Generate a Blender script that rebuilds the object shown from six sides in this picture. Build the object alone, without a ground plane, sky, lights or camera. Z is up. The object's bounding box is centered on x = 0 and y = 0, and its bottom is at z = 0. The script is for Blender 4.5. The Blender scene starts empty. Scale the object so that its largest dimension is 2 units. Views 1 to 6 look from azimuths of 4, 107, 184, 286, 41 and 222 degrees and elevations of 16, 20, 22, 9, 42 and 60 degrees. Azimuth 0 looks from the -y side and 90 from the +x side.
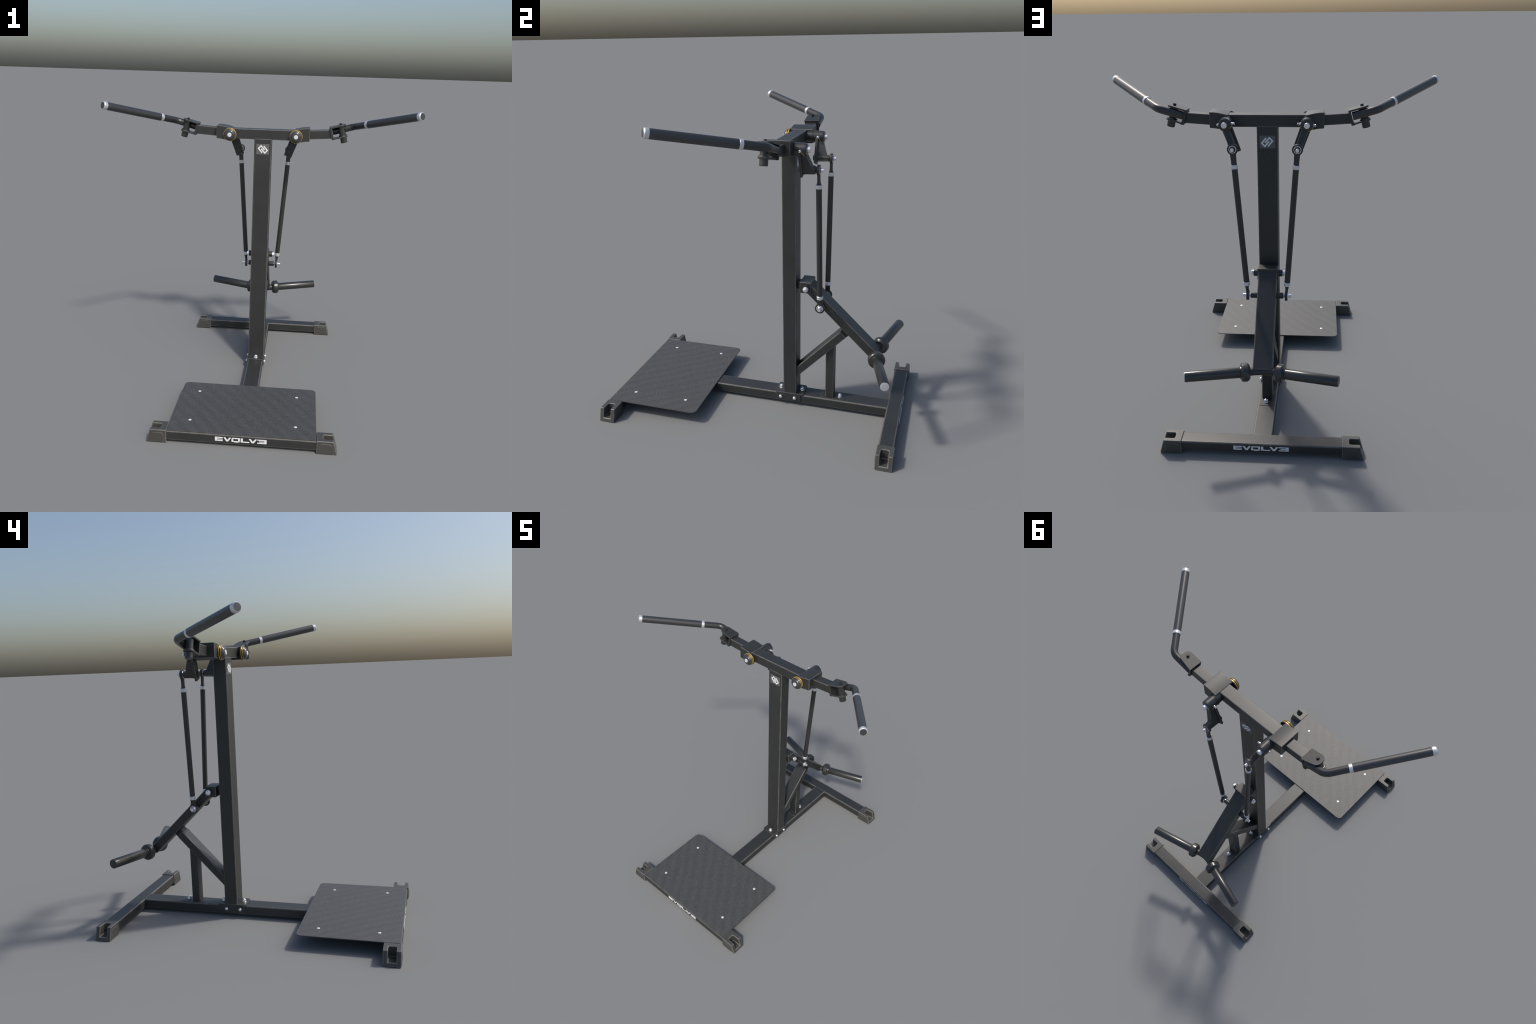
"""Standing lateral-raise machine: plate-loaded, dark powder-coated steel.
Frame: metres, z up, footprint centred on the origin, lowest point z = 0."""
import bpy, bmesh, math
from mathutils import Vector, Matrix

V = Vector
X, Y, Z = V((1, 0, 0)), V((0, 1, 0)), V((0, 0, 1))


# ------------------------------------------------------------------ materials
def material(name, base, rough, metal=0.0, spec=0.5, vary=0.0, grain=0.0, grain_scale=400.0,
             patch_scale=6.0, rough_vary=0.0, ior=1.5):
    """Principled BSDF; value patches, fine grain bump and roughness blotches on Object coordinates."""
    m = bpy.data.materials.new(name)
    m.use_nodes = True
    nt = m.node_tree
    b = nt.nodes["Principled BSDF"]
    b.inputs["Roughness"].default_value = rough
    b.inputs["Metallic"].default_value = metal
    b.inputs["Specular IOR Level"].default_value = spec
    b.inputs["IOR"].default_value = ior
    b.inputs["Base Color"].default_value = (*base, 1)
    co = nt.nodes.new("ShaderNodeTexCoord")
    if vary:
        n = nt.nodes.new("ShaderNodeTexNoise")
        n.inputs["Scale"].default_value = patch_scale
        n.inputs["Detail"].default_value = 5
        nt.links.new(co.outputs["Object"], n.inputs["Vector"])
        r = nt.nodes.new("ShaderNodeValToRGB")
        r.color_ramp.elements[0].position, r.color_ramp.elements[1].position = 0.3, 0.7
        r.color_ramp.elements[0].color = (*[c * (1 - vary) for c in base], 1)
        r.color_ramp.elements[1].color = (*[c * (1 + vary) for c in base], 1)
        nt.links.new(n.outputs["Fac"], r.inputs["Fac"])
        nt.links.new(r.outputs["Color"], b.inputs["Base Color"])
        if rough_vary:
            mr = nt.nodes.new("ShaderNodeMapRange")
            mr.inputs["To Min"].default_value = rough - rough_vary
            mr.inputs["To Max"].default_value = rough + rough_vary
            nt.links.new(n.outputs["Fac"], mr.inputs["Value"])
            nt.links.new(mr.outputs["Result"], b.inputs["Roughness"])
    if grain:
        g = nt.nodes.new("ShaderNodeTexNoise")
        g.inputs["Scale"].default_value = grain_scale
        g.inputs["Detail"].default_value = 2
        nt.links.new(co.outputs["Object"], g.inputs["Vector"])
        bump = nt.nodes.new("ShaderNodeBump")
        bump.inputs["Strength"].default_value = grain
        bump.inputs["Distance"].default_value = 0.002
        nt.links.new(g.outputs["Fac"], bump.inputs["Height"])
        nt.links.new(bump.outputs["Normal"], b.inputs["Normal"])
    return m


def rubber_mat_material():
    """Grey granulated rubber: light and dark crumbs, faint diagonal bands."""
    m = bpy.data.materials.new("granulated_rubber")
    m.use_nodes = True
    nt = m.node_tree
    b = nt.nodes["Principled BSDF"]
    b.inputs["Roughness"].default_value = 0.52
    b.inputs["IOR"].default_value = 1.56
    co = nt.nodes.new("ShaderNodeTexCoord")
    crumbs = nt.nodes.new("ShaderNodeTexNoise")
    crumbs.inputs["Scale"].default_value = 175
    crumbs.inputs["Detail"].default_value = 4
    crumbs.inputs["Roughness"].default_value = 0.75
    nt.links.new(co.outputs["Object"], crumbs.inputs["Vector"])
    ramp = nt.nodes.new("ShaderNodeValToRGB")
    e = ramp.color_ramp.elements
    e[0].position, e[0].color = 0.32, (0.043, 0.0435, 0.043, 1)
    e[1].position, e[1].color = 0.70, (0.112, 0.112, 0.108, 1)
    mid = e.new(0.5)
    mid.color = (0.058, 0.0585, 0.056, 1)
    nt.links.new(crumbs.outputs["Fac"], ramp.inputs["Fac"])
    rot = nt.nodes.new("ShaderNodeMapping")
    rot.inputs["Rotation"].default_value = (0, 0, math.radians(-38))
    nt.links.new(co.outputs["Object"], rot.inputs["Vector"])
    bands = nt.nodes.new("ShaderNodeTexWave")
    bands.inputs["Scale"].default_value = 4.2
    bands.inputs["Distortion"].default_value = 2.5
    bands.inputs["Detail"].default_value = 3
    nt.links.new(rot.outputs["Vector"], bands.inputs["Vector"])
    band = nt.nodes.new("ShaderNodeMapRange")
    band.inputs["To Min"].default_value, band.inputs["To Max"].default_value = 0.93, 1.07
    nt.links.new(bands.outputs["Fac"], band.inputs["Value"])
    mul = nt.nodes.new("ShaderNodeMix")
    mul.data_type, mul.blend_type = "RGBA", "MULTIPLY"
    mul.inputs[0].default_value = 1.0
    nt.links.new(ramp.outputs["Color"], mul.inputs[6])
    nt.links.new(band.outputs["Result"], mul.inputs[7])
    nt.links.new(mul.outputs[2], b.inputs["Base Color"])
    bump = nt.nodes.new("ShaderNodeBump")
    bump.inputs["Strength"].default_value = 0.22
    bump.inputs["Distance"].default_value = 0.002
    nt.links.new(crumbs.outputs["Fac"], bump.inputs["Height"])
    nt.links.new(bump.outputs["Normal"], b.inputs["Normal"])
    return m


PAINT = material("powder_coated_steel", (0.0268, 0.0280, 0.0268), 0.45, vary=0.10, grain=0.05,
                 grain_scale=500, rough_vary=0.05, ior=1.54)
PALE_EDGE = material("pale_paint_edge", (0.092, 0.091, 0.085), 0.42, vary=0.28, patch_scale=22, ior=1.5)
GLOSS = material("glossy_black_steel", (0.028, 0.029, 0.028), 0.28, vary=0.10, rough_vary=0.03, ior=1.6)
CAP = material("moulded_rubber_cap", (0.060, 0.0595, 0.053), 0.48, vary=0.08, grain=0.06, grain_scale=300, ior=1.5)
CAP_EDGE = material("pale_rubber_edge", (0.135, 0.132, 0.122), 0.40, vary=0.25, patch_scale=25, ior=1.5)
FOAM = material("rubber_grip", (0.034, 0.035, 0.036), 0.28, vary=0.08, grain=0.02, grain_scale=350, ior=1.7)
CHROME = material("bright_steel", (0.86, 0.86, 0.88), 0.24, metal=0.8, vary=0.06, patch_scale=60)
SCREW = material("zinc_screw", (0.78, 0.78, 0.80), 0.35, metal=0.25)
ZINC = material("satin_aluminium", (0.70, 0.71, 0.73), 0.34, metal=0.55, vary=0.06, patch_scale=40)
DARKCHROME = material("dark_polished_steel", (0.075, 0.075, 0.078), 0.26, metal=0.5, ior=1.9)
BRASS = material("brass", (0.62, 0.40, 0.10), 0.34, metal=0.55, vary=0.1, patch_scale=50)
BLACK = material("black_rubber", (0.014, 0.014, 0.015), 0.55)
DECAL = material("white_paint", (0.80, 0.80, 0.80), 0.5)
PANEL = material("grey_label", (0.115, 0.116, 0.118), 0.5)
RUBBER = rubber_mat_material()


# ------------------------------------------------------------------ mesh tools
def new_object(name, bm, mat, parent, angle=32, weighted=True):
    bmesh.ops.remove_doubles(bm, verts=bm.verts, dist=1e-6)
    bmesh.ops.recalc_face_normals(bm, faces=bm.faces)
    me = bpy.data.meshes.new(name)
    bm.to_mesh(me)
    bm.free()
    me.materials.append(mat)
    edge = {"powder_coated_steel": PALE_EDGE, "moulded_rubber_cap": CAP_EDGE}.get(mat.name, mat)
    me.materials.append(edge)                # slot 1: the bevelled edges, coloured paler than the faces
    me.shade_smooth()
    me.set_sharp_from_angle(angle=math.radians(angle))
    ob = bpy.data.objects.new(name, me)
    bpy.context.scene.collection.objects.link(ob)
    ob.parent = parent
    if weighted:
        w = ob.modifiers.new("weighted_normal", "WEIGHTED_NORMAL")
        w.keep_sharp = True
    return ob


def join_into(target, *sources):
    for s in sources:
        tmp = bpy.data.meshes.new("tmp")
        s.to_mesh(tmp)
        s.free()
        target.from_mesh(tmp)
        bpy.data.meshes.remove(tmp)
    return target


def bevel_sharp(bm, width, segments=3, min_angle=30):
    if width <= 0:
        return
    bmesh.ops.recalc_face_normals(bm, faces=bm.faces)
    lim = math.radians(min_angle)
    edges = [e for e in bm.edges if e.is_manifold and e.calc_face_angle(0) > lim]
    bmesh.ops.bevel(bm, geom=edges, offset=width, segments=segments, profile=0.5,
                    affect="EDGES", clamp_overlap=True, material=1)


def box(lo, hi, bevel=0.006, segments=3):
    bm = bmesh.new()
    lo, hi = V(lo), V(hi)
    bmesh.ops.create_cube(bm, size=1, matrix=Matrix.Translation((lo + hi) / 2) @ Matrix.Diagonal((*(hi - lo), 1)))
    bevel_sharp(bm, bevel, segments)
    return bm


def prism(points, origin, u, v, depth_lo, depth_hi, bevel=0.004, segments=2, min_angle=30):
    """Polygon in the plane (u, v) at origin, extruded along u x v from depth_lo to depth_hi."""
    u, v = V(u), V(v)
    w = u.cross(v)
    o = V(origin)
    bm = bmesh.new()
    a = [bm.verts.new(o + u * p + v * q + w * depth_lo) for p, q in points]
    b = [bm.verts.new(o + u * p + v * q + w * depth_hi) for p, q in points]
    bm.faces.new(a[::-1])
    bm.faces.new(b)
    n = len(points)
    for i in range(n):
        bm.faces.new((a[i], a[(i + 1) % n], b[(i + 1) % n], b[i]))
    bevel_sharp(bm, bevel, segments, min_angle)
    return bm


def beam(p, q, width, height, up=Z, bevel=0.006):
    """Rectangular tube from p to q: width across, height along `up`."""
    p, q = V(p), V(q)
    d = (q - p).normalized()
    side = d.cross(V(up)).normalized()
    top = side.cross(d)
    w, h = width / 2, height / 2
    return prism([(-w, -h), (w, -h), (w, h), (-w, h)], p, side, top, 0, -(q - p).length, bevel, 3)


def frame(axis):
    axis = V(axis).normalized()
    ref = Z if abs(axis.z) < 0.9 else X
    a = axis.cross(ref).normalized()
    return a, axis.cross(a), axis


def lathe(profile, origin, axis, segments=40, closed=False, phase=0.0):
    """Revolve (distance along axis, radius) pairs round the axis; closed joins last to first (rings)."""
    a, b, w = frame(axis)
    o = V(origin)
    bm = bmesh.new()
    rings = []
    for t, r in profile:
        if r < 1e-6:
            rings.append([bm.verts.new(o + w * t)])
        else:
            rings.append([bm.verts.new(o + w * t + a * (r * math.cos(phase + 2 * math.pi * k / segments))
                                       + b * (r * math.sin(phase + 2 * math.pi * k / segments)))
                          for k in range(segments)])
    pairs = list(zip(rings, rings[1:]))
    if closed:
        pairs.append((rings[-1], rings[0]))
    for p, q in pairs:
        for k in range(segments):
            j = (k + 1) % segments
            if len(p) == 1 and len(q) > 1:
                bm.faces.new((p[0], q[j], q[k]))
            elif len(q) == 1 and len(p) > 1:
                bm.faces.new((p[k], p[j], q[0]))
            elif len(p) > 1:
                bm.faces.new((p[k], p[j], q[j], q[k]))
    if not closed:
        for ring in (rings[0], rings[-1]):
            if len(ring) > 1:
                bm.faces.new(ring)
    return bm


def rod(p, q, r, chamfer=0.0015, segments=32):
    p, q = V(p), V(q)
    n = (q - p).length
    c = min(chamfer, r * 0.9, n * 0.45)
    return lathe([(0, r - c), (c * 0.3, r - c * 0.3), (c, r), (n - c, r), (n - c * 0.3, r - c * 0.3), (n, r - c)],
                 p, q - p, segments)


def washer(origin, axis, lo, hi, inner, outer, segments=40, c=0.001):
    return lathe([(lo, inner), (lo, outer - c), (lo + c, outer), (hi - c, outer), (hi, outer - c), (hi, inner)],
                 origin, axis, segments, closed=True)


def sweep(path, radius, segments=28, chamfer=0.002):
    """Round bar along a polyline, parallel-transported section, chamfered ends."""
    path = [V(p) for p in path]
    tang = [(path[min(i + 1, len(path) - 1)] - path[max(i - 1, 0)]).normalized() for i in range(len(path))]
    a, b, _ = frame(tang[0])
    bm = bmesh.new()
    stations = [(path[0], tang[0], radius - chamfer)]
    stations.append((path[0] + tang[0] * chamfer, tang[0], radius))
    stations += [(p, t, radius) for p, t in zip(path[1:-1], tang[1:-1])]
    stations.append((path[-1] - tang[-1] * chamfer, tang[-1], radius))
    stations.append((path[-1], tang[-1], radius - chamfer))
    rings, prev = [], tang[0]
    for p, t, r in stations:
        q = prev.rotation_difference(t)
        a, b = q @ a, q @ b
        prev = t
        rings.append([bm.verts.new(p + a * (r * math.cos(2 * math.pi * k / segments))
                                   + b * (r * math.sin(2 * math.pi * k / segments))) for k in range(segments)])
    for p, q in zip(rings, rings[1:]):
        for k in range(segments):
            j = (k + 1) % segments
            bm.faces.new((p[k], p[j], q[j], q[k]))
    bm.faces.new(rings[0])
    bm.faces.new(rings[-1])
    return bm


def loft(sections, segments=24):
    """Superellipse sections: (centre, u, v, half-width u, half-width v, power)."""
    bm = bmesh.new()
    rings = []
    for c, u, v, wu, wv, power in sections:
        ring = []
        for k in range(segments):
            t = 2 * math.pi * k / segments
            cs, sn = math.cos(t), math.sin(t)
            ring.append(bm.verts.new(V(c) + V(u) * wu * math.copysign(abs(cs) ** (2 / power), cs)
                                     + V(v) * wv * math.copysign(abs(sn) ** (2 / power), sn)))
        rings.append(ring)
    for p, q in zip(rings, rings[1:]):
        for k in range(segments):
            j = (k + 1) % segments
            bm.faces.new((p[k], p[j], q[j], q[k]))
    bm.faces.new(rings[0])
    bm.faces.new(rings[-1])
    return bm


def fillet_path(p0, corner, p1, radius, steps=14):
    """Straight, arc, straight."""
    p0, c, p1 = V(p0), V(corner), V(p1)
    d0, d1 = (p0 - c).normalized(), (p1 - c).normalized()
    half = d0.angle(d1) / 2
    cut = radius / math.tan(half)
    centre = c + (d0 + d1).normalized() * (radius / math.sin(half))
    a, b = c + d0 * cut, c + d1 * cut
    ra, rb = a - centre, b - centre
    arc = []
    for i in range(steps + 1):
        t = i / steps
        om = ra.angle(rb)
        arc.append(centre + ra * (math.sin((1 - t) * om) / math.sin(om)) + rb * (math.sin(t * om) / math.sin(om)))
    return [p0] + arc + [p1]


def rounded(points, radii, steps=6):
    """Round the corners of a 2D polygon."""
    out = []
    n = len(points)
    for i, (p, r) in enumerate(zip(points, radii)):
        p, a, b = V(p), V(points[i - 1]), V(points[(i + 1) % n])
        if r <= 0:
            out.append(tuple(p))
            continue
        d0, d1 = (a - p).normalized(), (b - p).normalized()
        half = d0.angle(d1) / 2
        cut = r / math.tan(half)
        c = p + (d0 + d1).normalized() * (r / math.sin(half))
        s, e = p + d0 * cut - c, p + d1 * cut - c
        om = s.angle(e)
        for k in range(steps + 1):
            t = k / steps
            out.append(tuple(c + s * (math.sin((1 - t) * om) / math.sin(om)) + e * (math.sin(t * om) / math.sin(om))))
    return out


def mirrored(ob, parent=None):
    """Copy that shares the mesh, reflected in x, with all its children."""
    cp = ob.copy()
    bpy.context.scene.collection.objects.link(cp)
    if parent is None:                       # top of the mirrored branch carries the reflection
        cp.parent = ob.parent
        cp.matrix_local = Matrix.Diagonal((-1, 1, 1, 1)) @ ob.matrix_local
    else:
        cp.parent = parent
        cp.matrix_local = ob.matrix_local.copy()
    for ch in list(ob.children):
        mirrored(ch, cp)
    return cp


def hex_bolt(name, origin, axis, radius, height, mat, parent, dome=0.4, flange=0.0):
    """Domed hexagon head, optionally on a round flange."""
    o, ax = V(origin), V(axis).normalized()
    bm = bmesh.new()
    parts = [lathe([(0, radius), (height * 0.62, radius), (height * 0.74, radius * 0.86)], o, ax, 6)]
    r = radius * 0.82
    parts.append(lathe([(height * 0.6, r), (height * 0.78, r * 0.94), (height * 0.9, r * 0.66),
                        (height, r * 0.25), (height, 0)], o, ax, 20))
    if flange:
        parts.append(lathe([(-0.0005, flange), (height * 0.12, flange), (height * 0.2, flange * 0.93)], o, ax, 24))
    join_into(bm, *parts)
    return new_object(name, bm, mat, parent, angle=40, weighted=False)


def dome_bolt(name, origin, axis, radius, height, mat, parent):
    bm = lathe([(0, radius), (height * 0.35, radius), (height * 0.7, radius * 0.82), (height * 0.93, radius * 0.48),
                (height, 0)], origin, axis, 24)
    return new_object(name, bm, mat, parent, angle=50, weighted=False)


# ------------------------------------------------------------------ the machine
machine = bpy.data.objects.new("lateral_raise_machine", None)
bpy.context.scene.collection.objects.link(machine)
machine["label"] = "dark grey steel standing lateral raise gym machine with two handles"
machine["category"] = "gym machine"

TUBE_LO, TUBE_HI = 0.0165, 0.0775            # height of the floor tubes
POST_Y0, POST_Y1 = 0.156, 0.243            # depth of the upright
POST_HALF = 0.0595

# floor beam and the two foot bars
base_beam = new_object("base_beam", box((-0.0555, -0.84, TUBE_LO), (0.0555, 0.84, TUBE_HI), 0.008), PAINT, machine)


def foot_cap_mesh():
    """Rubber end cap: block with a sloped outer end and a slot open to the end; x outward, y across, z up."""
    L0, L1, H, Wd = 0.0, 0.1225, 0.0835, 0.0505      # length at floor, height, half width
    slope, slot_in, slot_w, floor = 0.024, 0.040, 0.0235, 0.022
    bm = bmesh.new()

    def end(z):
        return L1 - slope * z / H

    def outline(z):
        e = end(z)
        pts = [(L0, -Wd), (e, -Wd), (e, -slot_w)]
        rr = 0.011
        for k in range(5):
            t = math.pi / 2 * k / 4
            pts.append((slot_in + rr - rr * math.sin(t), -slot_w + rr - rr * math.cos(t)))
        for k in range(5):
            t = math.pi / 2 * k / 4
            pts.append((slot_in + rr - rr * math.cos(t), slot_w - rr + rr * math.sin(t)))
        pts += [(e, slot_w), (e, Wd), (L0, Wd)]
        return [bm.verts.new((x, y, z)) for x, y in pts]

    lo, hi = outline(floor), outline(H)
    b0 = [bm.verts.new(p) for p in ((L0, -Wd, 0), (L1, -Wd, 0), (L1, Wd, 0), (L0, Wd, 0))]
    n = len(lo)
    for i in range(n):
        bm.faces.new((lo[i], lo[(i + 1) % n], hi[(i + 1) % n], hi[i]))
    bm.faces.new(hi)
    bm.faces.new(lo[2:n - 2])                         # slot floor
    bm.faces.new(b0[::-1])
    bm.faces.new((b0[0], b0[1], lo[1], lo[0]))
    bm.faces.new((b0[1], b0[2], lo[n - 2], lo[n - 3], lo[2], lo[1]))
    bm.faces.new((b0[2], b0[3], lo[n - 1], lo[n - 2]))
    bm.faces.new((b0[3], b0[0], lo[0], lo[n - 1]))
    bevel_sharp(bm, 0.0045, 3, 35)
    panels = []
    for s in (-1, 1):                                 # raised trapezoid on each long side
        pts = rounded([(0.014, 0.004), (0.104, 0.004), (0.086, 0.066), (0.020, 0.066)], [0.001, 0.001, 0.010, 0.010])
        panels.append(prism(pts, (0, s * Wd, 0), X, Z, -0.0014, 0.0014, 0.001, 1))
    join_into(bm, *panels)
    return bm


def lettering(width, height):
    """The six block letters of the word on the foot bars, as thin raised polygons in a u, v frame."""
    h, t = height, height * 0.235                     # letter height and stroke
    mesh = bmesh.new()

    def poly(pts, x0):
        join_into(mesh, prism([(x0 + p, q - h / 2) for p, q in pts], (0, 0, 0), X, Y, 0, 0.0012, 0, 1))

    def e_shape(x0, w, flip):
        bar = w * 0.24
        f = (lambda p: w - p) if flip else (lambda p: p)
        rects = [(0, 0, bar, h)]
        for q in (0, (h - t) / 2, h - t):
            rects.append((bar, q, w * (0.80 if flip and 0 < q < h - t else 1.0), q + t * (0.8 if 0 < q < h - t else 1)))
        for a, b, c, d in rects:
            p, r = f(a), f(c)
            lo, hi = min(p, r), max(p, r)
            poly([(lo, b), (hi, b), (hi, d), (lo, d)], x0)

    def v_shape(x0, w):
        s = w * 0.25
        poly([(0, h), (s, h), (w / 2, h * 0.36), (w - s, h), (w, h), (w * 0.62, 0), (w * 0.38, 0)], x0)

    unit = width / 1620.0
    x = -width / 2
    e_shape(x, 245 * unit, False)
    v_shape(x + 268 * unit, 240 * unit)
    o, w = x + 520 * unit, 265 * unit                 # broken square O
    s = w * 0.22
    poly([(0, h - t), (w, h - t), (w, h), (w * 0.06, h)], o)
    poly([(w - s, h * 0.30), (w, h * 0.30), (w, h - t), (w - s, h - t)], o)
    poly([(0, 0), (s, 0), (s, h * 0.66), (0, h * 0.66)], o)
    poly([(s, 0), (w, 0), (w, t * 0.9), (s, t)], o)
    poly([(w * 0.34, -t * 0.45), (w * 0.74, -t * 0.45), (w * 0.86, 0), (w * 0.34, 0)], o)
    l, w = x + 812 * unit, 270 * unit
    poly([(0, 0), (w * 0.24, 0), (w * 0.24, h), (0, h)], l)
    poly([(w * 0.24, 0), (w, 0), (w, t), (w * 0.24, t)], l)
    v_shape(x + 1060 * unit, 258 * unit)
    e_shape(x + 1328 * unit, 292 * unit, True)
    return mesh


cap_proto = None
for sign, face in ((-1, -0.9185), (1, 0.9185)):
    ys = sorted((face, face - sign * 0.090))
    bar = new_object("foot_bar", box((-0.455, ys[0], TUBE_LO), (0.455, ys[1], TUBE_HI), 0.008), PAINT, machine)
    for xs in (1, -1):
        if cap_proto is None:
            cap = cap_proto = new_object("foot_cap", foot_cap_mesh(), CAP, bar)
        else:
            cap = cap_proto.copy()
            bpy.context.scene.collection.objects.link(cap)
            cap.parent = bar
        cap.location = (xs * 0.4445, sign * 0.8735, 0)
        cap.rotation_euler = (0, 0, 0 if xs > 0 else math.pi)
    word = new_object("lettering", lettering(0.306, 0.0265), DECAL, bar, weighted=False)
    word.location = (0, face - (0.0002 if sign < 0 else -0.0002), 0.0495)
    word.rotation_euler = (math.pi / 2, 0, 0 if sign < 0 else math.pi)

# standing platform
plate_outline = rounded([(-0.4425, -0.9150), (0.4425, -0.9150), (0.4425, -0.3145), (-0.4425, -0.3145)],
                        [0.004, 0.004, 0.032, 0.032], 8)
platform = new_object("standing_platform", prism(plate_outline, (0, 0, 0.0777), X, Y, 0, 0.0060, 0.0015, 2),
                      RUBBER, machine)
for sx in (0.318, -0.326):
    for sy in (-0.790, -0.432):
        dome_bolt("platform_screw", (sx, sy, 0.0832), Z, 0.0098, 0.0026, SCREW, platform)

# upright with badges
upright = new_object("upright_post", box((-POST_HALF, POST_Y0, 0.082), (POST_HALF, POST_Y1, 1.700), 0.006), PAINT, machine)


def badge_symbol():
    """Two interlocked hooks, point-symmetric, drawn as bent strokes in a u, v frame."""
    hook = [(-0.0050, -0.0235), (-0.0305, 0.0062), (-0.0130, 0.0240), (0.0120, -0.0042)]
    mesh = bmesh.new()
    for s in (1, -1):
        pts = [V((s * a, s * b)) for a, b in hook]
        half = 0.0042
        left, right = [], []
        for i, p in enumerate(pts):
            d0 = (p - pts[i - 1]).normalized() if i else (pts[1] - p).normalized()
            d1 = (pts[i + 1] - p).normalized() if i < len(pts) - 1 else d0
            n = (V((-d0.y, d0.x)) + V((-d1.y, d1.x))).normalized()
            k = half / max(0.4, n.dot(V((-d0.y, d0.x))))
            left.append(p + n * k)
            right.append(p - n * k)
        loop = [tuple(p) for p in left + right[::-1]]
        loop = rounded(loop, [0.0018] * len(loop), 3)
        join_into(mesh, prism(loop, (0, 0, 0), X, Y, 0, 0.0008, 0, 1))
    return mesh


for face, out, zc in ((POST_Y0, -1, 1.6285), (POST_Y1, 1, 1.6115)):
    ys = sorted((face + out * 0.0008, face - out * 0.002))
    panel = new_object("badge_panel", box((-0.044, ys[0], zc - 0.0355), (0.0445, ys[1], zc + 0.0355), 0.0003, 1),
                       PANEL, upright, weighted=False)
    sym = new_object("badge_symbol", badge_symbol(), DECAL, upright, weighted=False)
    sym.rotation_euler = (math.pi / 2, 0, 0)
    sym.location = (0.0015, face + (out * 0.0009 if out < 0 else 0.0016), zc - 0.0005)

# saddle bracket that bolts the upright to the beam
saddle = bmesh.new()
join_into(saddle,
          box((-0.062, 0.108, 0.030), (-0.0550, 0.268, 0.0845), 0.002, 2),
          box((0.0550, 0.108, 0.030), (0.062, 0.268, 0.0845), 0.002, 2),
          prism(rounded([(-0.0615, 0.100), (0.0615, 0.100), (0.0615, 0.290), (-0.0615, 0.290)], [0.014] * 4), (0, 0, 0.0765),
                X, Y, 0, 0.009, 0.002, 2))
saddle = new_object("saddle_bracket", saddle, PAINT, machine)
for sx in (1, -1):
    for sy in (0.138, 0.232):
        dome_bolt("bolt", (sx * 0.0615, sy, 0.0535), X * sx, 0.0118, 0.0140, CHROME, saddle)
for sy in (0.128, 0.268):
    hex_bolt("bolt", (0.001, sy, 0.085), Z, 0.0135, 0.0225, CHROME, saddle, flange=0.0155)

# diagonal brace with bumper, and the short strut under it
SLOPE = math.atan2(0.286, 0.277)
bd = V((0, math.cos(SLOPE), math.sin(SLOPE)))
bn = V((0, -math.sin(SLOPE), math.cos(SLOPE)))
b_end = V((0, 0.541, 0.5505))
half_t = 0.0262


def along(y, off):                        # parameter along the brace where it meets the plane y, at normal offset
    return (y - b_end.y - bn.y * off) / bd.y


brace = prism([(along(POST_Y1 - 0.003, -half_t), -half_t), (0, -half_t), (0, half_t), (along(POST_Y1 - 0.003, half_t), half_t)],
              b_end, bd, bn, -0.0495, 0.0495, 0.006, 3)
brace = new_object("diagonal_brace", brace, PAINT, machine)
new_object("bumper", prism([(-0.002, -0.0275), (0.0215, -0.0285), (0.0215, 0.0255), (-0.002, 0.024)],
                           b_end, bd, bn, -0.041, 0.041, 0.004, 2), BLACK, brace)


def brace_bottom(y):
    return (b_end - bn * half_t).z + (y - (b_end - bn * half_t).y) * math.tan(SLOPE)


strut = prism([(0.4295, 0.080), (0.4840, 0.080), (0.4840, brace_bottom(0.484) + 0.004), (0.4295, brace_bottom(0.4295) + 0.004)],
              (0, 0, 0), Y, Z, -0.0325, 0.0325, 0.005, 3)
strut = new_object("support_strut", strut, PAINT, machine)
new_object("strut_base_plate", prism(rounded([(-0.044, 0.400), (0.044, 0.400), (0.044, 0.5565), (-0.044, 0.5565)], [0.004] * 4),
                                     (0, 0, 0.0767), X, Y, 0, 0.0036, 0.0015, 2), PAINT, strut)
hex_bolt("bolt", (0.006, 0.522, 0.0800), Z, 0.0135, 0.0215, CHROME, strut, flange=0.0150)

# weight lever: mount on the upright, arm, pivot bolts
mount = bmesh.new()
join_into(mount, box((-0.0625, 0.2655, 0.8075), (0.0625, 0.3375, 0.8795), 0.004, 3),
          box((-0.026, 0.238, 0.818), (0.026, 0.270, 0.866), 0.003, 2))
mount = new_object("lever_mount", mount, PAINT, machine)
for sx in (1, -1):
    new_object("pivot_boss", rod((sx * 0.060, 0.309, 0.8435), (sx * 0.0865, 0.309, 0.8435), 0.0205, 0.003), PAINT, mount)
    hex_bolt("pivot_bolt", (sx * 0.086, 0.309, 0.8435), X * sx, 0.0165, 0.0190, CHROME, mount, flange=0.0175)

ang = math.radians(44.3)
ad = V((0, math.cos(ang), -math.sin(ang)))
an = V((0, math.sin(ang), math.cos(ang)))
arm_mid = an * 0.8228
weight_arm = new_object("weight_arm", beam(arm_mid + ad * -0.372, arm_mid + ad * 0.226, 0.111, 0.0575, an, 0.006), PAINT, machine)

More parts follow.
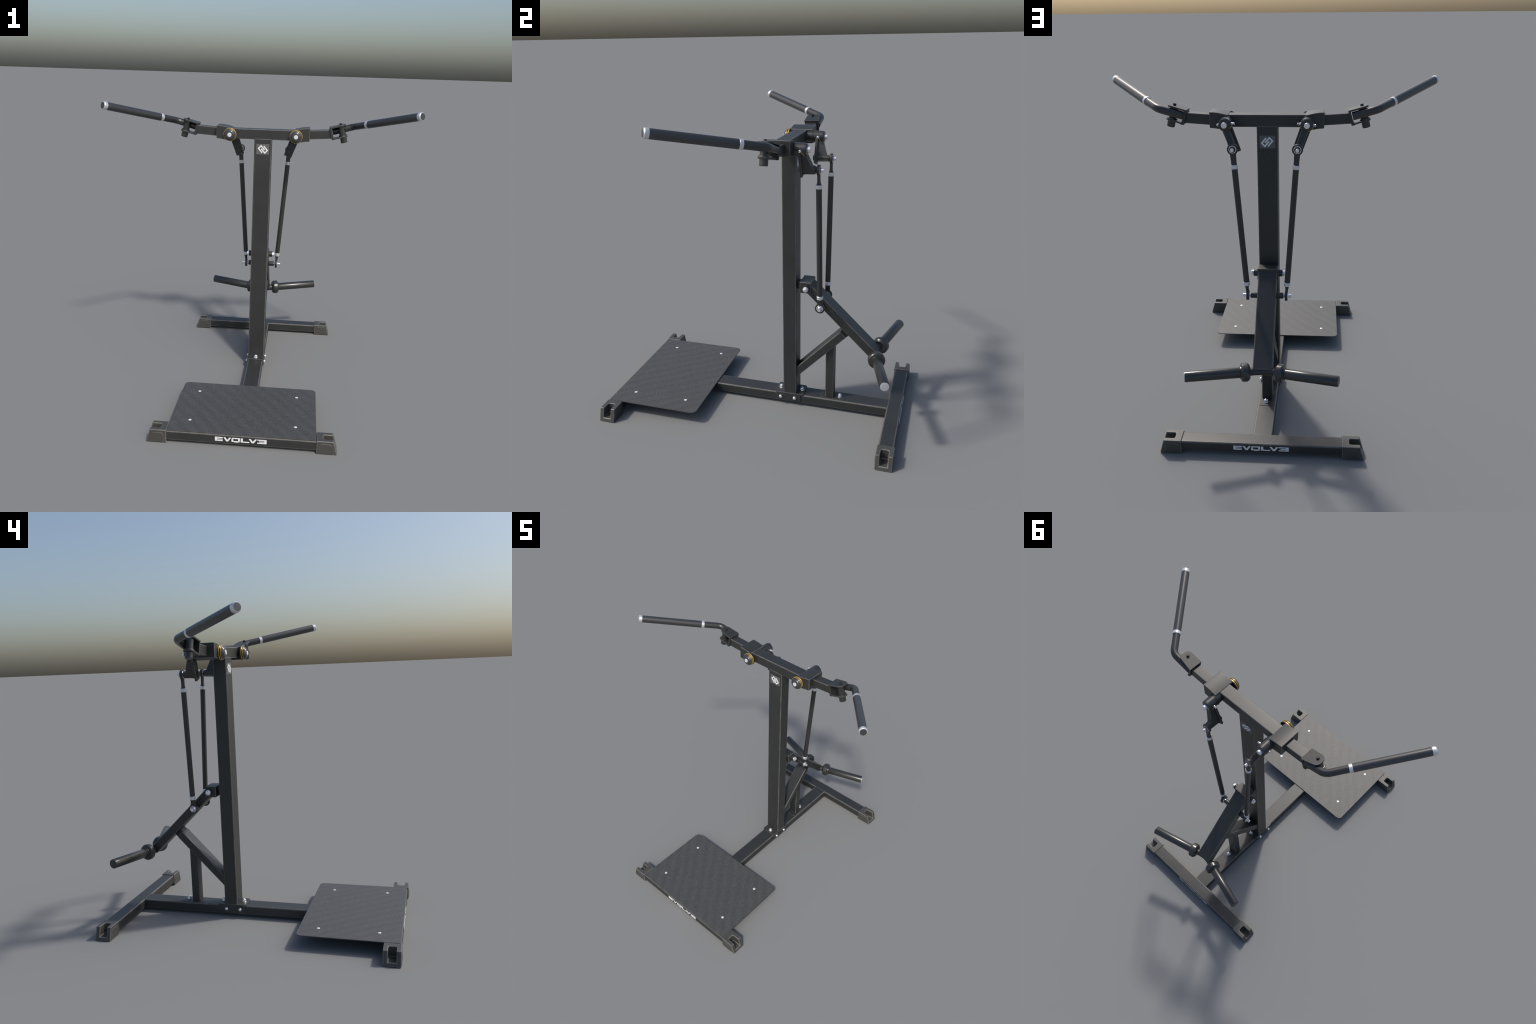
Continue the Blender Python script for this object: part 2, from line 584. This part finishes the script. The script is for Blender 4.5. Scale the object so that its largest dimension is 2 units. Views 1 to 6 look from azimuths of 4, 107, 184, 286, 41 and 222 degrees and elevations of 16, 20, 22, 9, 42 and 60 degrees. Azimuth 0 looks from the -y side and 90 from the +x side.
# the bent cross bar that carries the weight pegs
pd = V((0.324, 0.089, 0.015)).normalized()
collar_c = V((0.096, 0.7565, 0.4330))
neck_c = V((0, 0.7345, 0.4295))
path = []
for i in range(-12, 13):
    t = i / 12
    x = 0.10 * t
    path.append((x, neck_c.y + 0.0235 * t * t * (1.35 - 0.35 * abs(t)), neck_c.z + 0.0035 * t * t))
neck = new_object("cross_rod", sweep(path, 0.0225), PAINT, weight_arm)

peg_end = collar_c + pd * 0.334
peg = new_object("weight_peg", rod(collar_c, peg_end, 0.0297, 0.003, 40), GLOSS, machine, weighted=False)
CR = 0.0525
new_object("stop_collar", lathe([(-0.0245, 0.0380), (-0.0235, 0.0405), (-0.0120, CR - 0.0010), (-0.0100, CR), (0.0150, CR), (0.0175, CR - 0.0010),
                                 (0.0225, CR - 0.0060), (0.0240, 0.0400), (0.0245, 0.0355), (0.0300, 0.0340), (0.0320, 0.0295)], collar_c, pd, 48),
           GLOSS, peg, angle=28)
peg_copy = mirrored(peg)
new_object("pale_end_disc", lathe([(0, 0.0265), (0.0012, 0.0262), (0.0018, 0.024), (0.0018, 0)], peg_end, pd, 40), ZINC, peg,
           weighted=False)

# crossbar on top of the upright
crossbar = new_object("crossbar", box((-0.245, POST_Y0 + 0.0006, 1.6935), (0.245, POST_Y1 - 0.0006, 1.7625), 0.006), PAINT, machine)

# ---- swing arm (right-hand one; the other is its mirror image)
PIV = V((0.2235, 0, 1.7225))
outline = [(0.0930, -0.0288), (0.0930, 0.0585), (0.066, 0.0575), (0.040, 0.0540), (0.014, 0.0485), (-0.0090, 0.0430),
           (-0.0090, -0.0410), (0.014, -0.0395), (0.040, -0.0350), (0.066, -0.0310)]
swing = new_object("swing_arm", prism(outline, PIV, X, Z, -0.2775, -0.1355, 0.004, 3, 40), PAINT, machine)

tube_dir = V((math.cos(math.radians(3.8)), 0, math.sin(math.radians(3.8))))
tube_up = V((-tube_dir.z, 0, tube_dir.x))
tube_a = V((0.305, 0.2125, 1.7335))
tube_b = tube_a + tube_dir * 0.160
new_object("arm_tube", beam(tube_a, tube_b, 0.067, 0.0585, tube_up, 0.005), PAINT, swing)

# hub on the pivot: brass rings, polished dome, pin end
front = V((PIV.x, 0.136, PIV.z))
new_object("brass_ring", washer(front, -Y, 0.0025, 0.0095, 0.02, 0.0440), BRASS, swing)
new_object("hub_washer", lathe([(-0.002, 0.0452), (0.003, 0.0452), (0.0042, 0.044), (0.0042, 0.0405), (0.016, 0.0405)], front, -Y, 48), BLACK, swing)
new_object("brass_ring", washer(front, -Y, 0.0150, 0.0190, 0.02, 0.0432), BRASS, swing)
new_object("hub_dome", lathe([(0.018, 0.0405), (0.0215, 0.0405), (0.0255, 0.0388), (0.0280, 0.0345), (0.0285, 0.0325), (0.0320, 0.0310), (0.0350, 0.0265), (0.0360, 0.0225), (0.0355, 0.0205), (0.0365, 0.0175), (0.0365, 0)],
                             front, -Y, 48), DARKCHROME, swing, angle=40, weighted=False)
new_object("pin_end", lathe([(0.036, 0.0140), (0.0395, 0.0140), (0.0405, 0.0128), (0.0405, 0)], front, -Y, 32), SCREW, swing, weighted=False)

# clevis at the outer end
th = math.radians(14.5)
co, cu = V((math.cos(th), 0, math.sin(th))), V((-math.sin(th), 0, math.cos(th)))
c0 = V((0.4445, 0, 1.7880))                         # inner top corner, y = 0 plane
HGT = 0.0860


def clev(s, y, u):
    return c0 + co * s + cu * u + Y * y


plate_pts = rounded([(0.0, 0.167), (0.111, 0.169), (0.1135, 0.2480), (0.0, 0.2625)], [0.004, 0.030, 0.030, 0.004], 8)
low_pts = rounded([(0.0, 0.172), (0.060, 0.172), (0.080, 0.1715), (0.109, 0.1775), (0.110, 0.205), (0.108, 0.228), (0.080, 0.2355), (0.055, 0.238), (0.0, 0.2585)],
                  [0.003, 0.03, 0.01, 0.016, 0.01, 0.016, 0.01, 0.02, 0.004], 4)
clevis = bmesh.new()
join_into(clevis,
          prism(plate_pts, c0, co, Y, -0.0105, 0.0, 0.0022, 2),
          prism(low_pts, c0 - cu * HGT, co, Y, 0.0, 0.0095, 0.0022, 2),
          prism(rounded([(0.0, -HGT), (0.020, -HGT), (0.014, -HGT + 0.02), (0.0125, -0.002), (0.0, -0.002)], [0.010, 0.001, 0.01, 0.001, 0.002], 4),
                V((c0.x, 0, c0.z)), co, cu, -0.2605, -0.1700, 0.0022, 2))
clevis = new_object("clevis", clevis, PAINT, swing)
pin = bmesh.new()
top, bot = clev(0.0790, 0.2035, -0.008), clev(0.0790, 0.2035, -0.1225)
join_into(pin, rod(top, bot, 0.0226, 0.0035),
          lathe([(-0.0125, 0.0226), (-0.0105, 0.0275), (-0.002, 0.0295), (0.004, 0.0285), (0.0055, 0.0226)],
                clev(0.0790, 0.2035, -HGT + 0.006), -cu, 36))
new_object("hinge_pin", pin, GLOSS, swing, angle=45)
new_object("lock_knob", rod(clev(0.0797, 0.2045, -0.002), clev(0.0797, 0.2045, 0.0110), 0.0092, 0.003, 20), BLACK, swing)
mirrored(swing)

# ---- handle
h0 = clev(0.0165, 0.2440, -0.0375)
corner = V((0.6075, 0.2440, 1.7935))
tip = V((0.9830, -0.2205, 1.9055))
gd = (tip - corner).normalized()
stem_end = corner + gd * 0.15
hpath = fillet_path(h0, corner, stem_end, 0.062)
handle = new_object("handle_bar", sweep(hpath, 0.0226, 32), GLOSS, machine, angle=40)
g0 = corner + gd * 0.1310
new_object("end_collar", lathe([(0, 0.0222), (0.0, 0.0245), (0.0015, 0.0262), (0.0195, 0.0262), (0.021, 0.0250)], g0, gd, 40), ZINC, handle)
length = (tip - g0).length
new_object("grip", rod(g0 + gd * 0.0195, tip - gd * 0.022, 0.0252, 0.001, 40), FOAM, handle)
new_object("end_collar", lathe([(-0.026, 0.0250), (-0.0245, 0.0258), (-0.006, 0.0258), (-0.0008, 0.0215), (0, 0.0205)], tip, gd, 40), ZINC, handle)
new_object("end_plug", lathe([(-0.003, 0.0200), (0.0006, 0.0205), (0.0010, 0.0190), (0.0010, 0)], tip, gd, 36), FOAM, handle)
mirrored(handle)

# ---- crank lever on the rear of the pivot
ld = V((-0.343, 0, -0.939)).normalized()
lp = V((-ld.z, 0, ld.x))                            # across the lever, outward
hub = V((PIV.x, 0, PIV.z))
pl = []
for k in range(13):
    t = math.pi * k / 12
    pl.append((-0.034 * math.sin(t), -0.0345 * math.cos(t)))
pl = [(0.1655, -0.0278), (0.030, -0.030)] + pl[1:-1] + [(0.030, 0.030), (0.1655, 0.0278)]
crank = bmesh.new()
w = ld.cross(lp)                                    # points along +y or -y
sg = 1 if w.y > 0 else -1
lo, hi = sorted((sg * 0.3005, sg * 0.3155))
join_into(crank, prism(pl, hub, ld, lp, lo, hi, 0.003, 2, 25))
web = [(0.012, 0.314), (0.012, 0.3465), (0.035, 0.3475), (0.108, 0.3715), (0.112, 0.388), (0.146, 0.388), (0.148, 0.3350), (0.151, 0.314)]
join_into(crank, prism(web, hub, ld, Y, -0.0185, 0.0185, 0.003, 2))
crank = new_object("crank_lever", crank, PAINT, machine)
boss = bmesh.new()
join_into(boss, lathe([(0.236, 0.0345), (0.2775, 0.0345), (0.2778, 0.0385), (0.2825, 0.0385), (0.2840, 0.0352), (0.3400, 0.0352), (0.3415, 0.0335), (0.3460, 0.0335), (0.3495, 0.0305), (0.3498, 0.020)], hub, Y, 48))
new_object("pivot_boss", boss, GLOSS, crank, angle=40)
arc = []                                            # brass seal showing under the boss
for k in range(25):
    t = math.pi * (1.0 + k / 24)
    arc.append(hub + X * (0.0356 * math.cos(t)) + Z * (0.0356 * math.sin(t)) + Y * (0.3180 - 0.020 * math.sin(t)))
new_object("brass_ring", sweep(arc, 0.0020, 10, 0.0005), BRASS, crank)
new_object("pivot_bolt", rod(hub + Y * 0.347, hub + Y * 0.3695, 0.0162, 0.003), CHROME, crank, angle=40)
for a, b, rr in ((V((0.190, 0.3165, 1.7245)), V((0.1690, 0.3165, 1.7245)), 0.0078), (V((0.257, 0.3165, 1.7185)), V((0.2730, 0.3165, 1.7165)), 0.0075)):
    d = (b - a).normalized()
    n = (b - a).length
    new_object("grease_nipple", lathe([(0, rr), (n * 0.35, rr), (n * 0.42, rr * 0.7), (n * 0.55, rr * 0.75), (n * 0.75, rr), (n * 0.9, rr * 0.7), (n, 0)], a, d, 20),
               CHROME, crank, weighted=False)
EYE_U = V((0.1752, 0.4033, 1.6020))
new_object("stud_boss", rod((EYE_U.x, 0.2915, EYE_U.z), (EYE_U.x, 0.3915, EYE_U.z), 0.0178, 0.003), PAINT, crank)
mirrored(crank)

# ---- push rod with two rod ends
EYE_L = V((0.1130, 0.4055, 0.7410))
rd = (EYE_U - EYE_L).normalized()
r_hi, r_lo = EYE_U - rd * 0.0955, EYE_L + rd * 0.0745
push = new_object("push_rod", rod(r_lo, r_hi, 0.0166, 0.001, 32), PAINT, machine)
for c in (r_hi, r_lo):
    new_object("end_collar", lathe([(-0.0115, 0.0168), (-0.0095, 0.0188), (0.0095, 0.0188), (0.0115, 0.0168)], c, rd, 36), ZINC, push)
for eye, axis, out, reach in ((EYE_U, Y, 1, r_hi), (EYE_L, X, 1, r_lo)):
    side = axis.cross(rd).normalized()
    ax = rd.cross(side).normalized()
    n = (reach - eye).length
    d = (reach - eye).normalized()
    body = lathe([(-0.0075, 0.0205), (-0.0075, 0.0285), (-0.006, 0.0300), (0.006, 0.0300), (0.0075, 0.0285), (0.0075, 0.0205)], eye, axis, 40, closed=True)
    shank = loft([(eye + d * 0.0215, side, ax, 0.0185, 0.0072, 5), (eye + d * 0.031, side, ax, 0.0162, 0.0078, 4),
                  (eye + d * (n - 0.030), side, ax, 0.0152, 0.0085, 3), (eye + d * (n - 0.016), side, ax, 0.0155, 0.0120, 2.4),
                  (eye + d * (n - 0.006), side, ax, 0.0158, 0.0155, 2)])
    join_into(body, shank)
    new_object("rod_end", body, PAINT, push, angle=45)
    new_object("bearing_ring", washer(eye, axis, -0.0082, 0.0082, 0.0175, 0.0212), CHROME, push)
    ball = lathe([(0.0165 * -math.cos(math.pi * k / 12), max(0.0, 0.0165 * math.sin(math.pi * k / 12))) for k in range(13)], eye, axis, 28)
    new_object("ball_joint", ball, DARKCHROME if axis is Y else CHROME, push, weighted=False)
    start = -0.016 if axis is Y else -0.0175
    new_object("joint_bolt", rod(eye + axis * start, eye + axis * 0.0300, 0.0102, 0.0015, 24), CHROME, push)
new_object("stud_boss", rod((0.050, EYE_L.y, EYE_L.z), (0.0965, EYE_L.y, EYE_L.z), 0.0180, 0.004), PAINT, push)
mirrored(push)
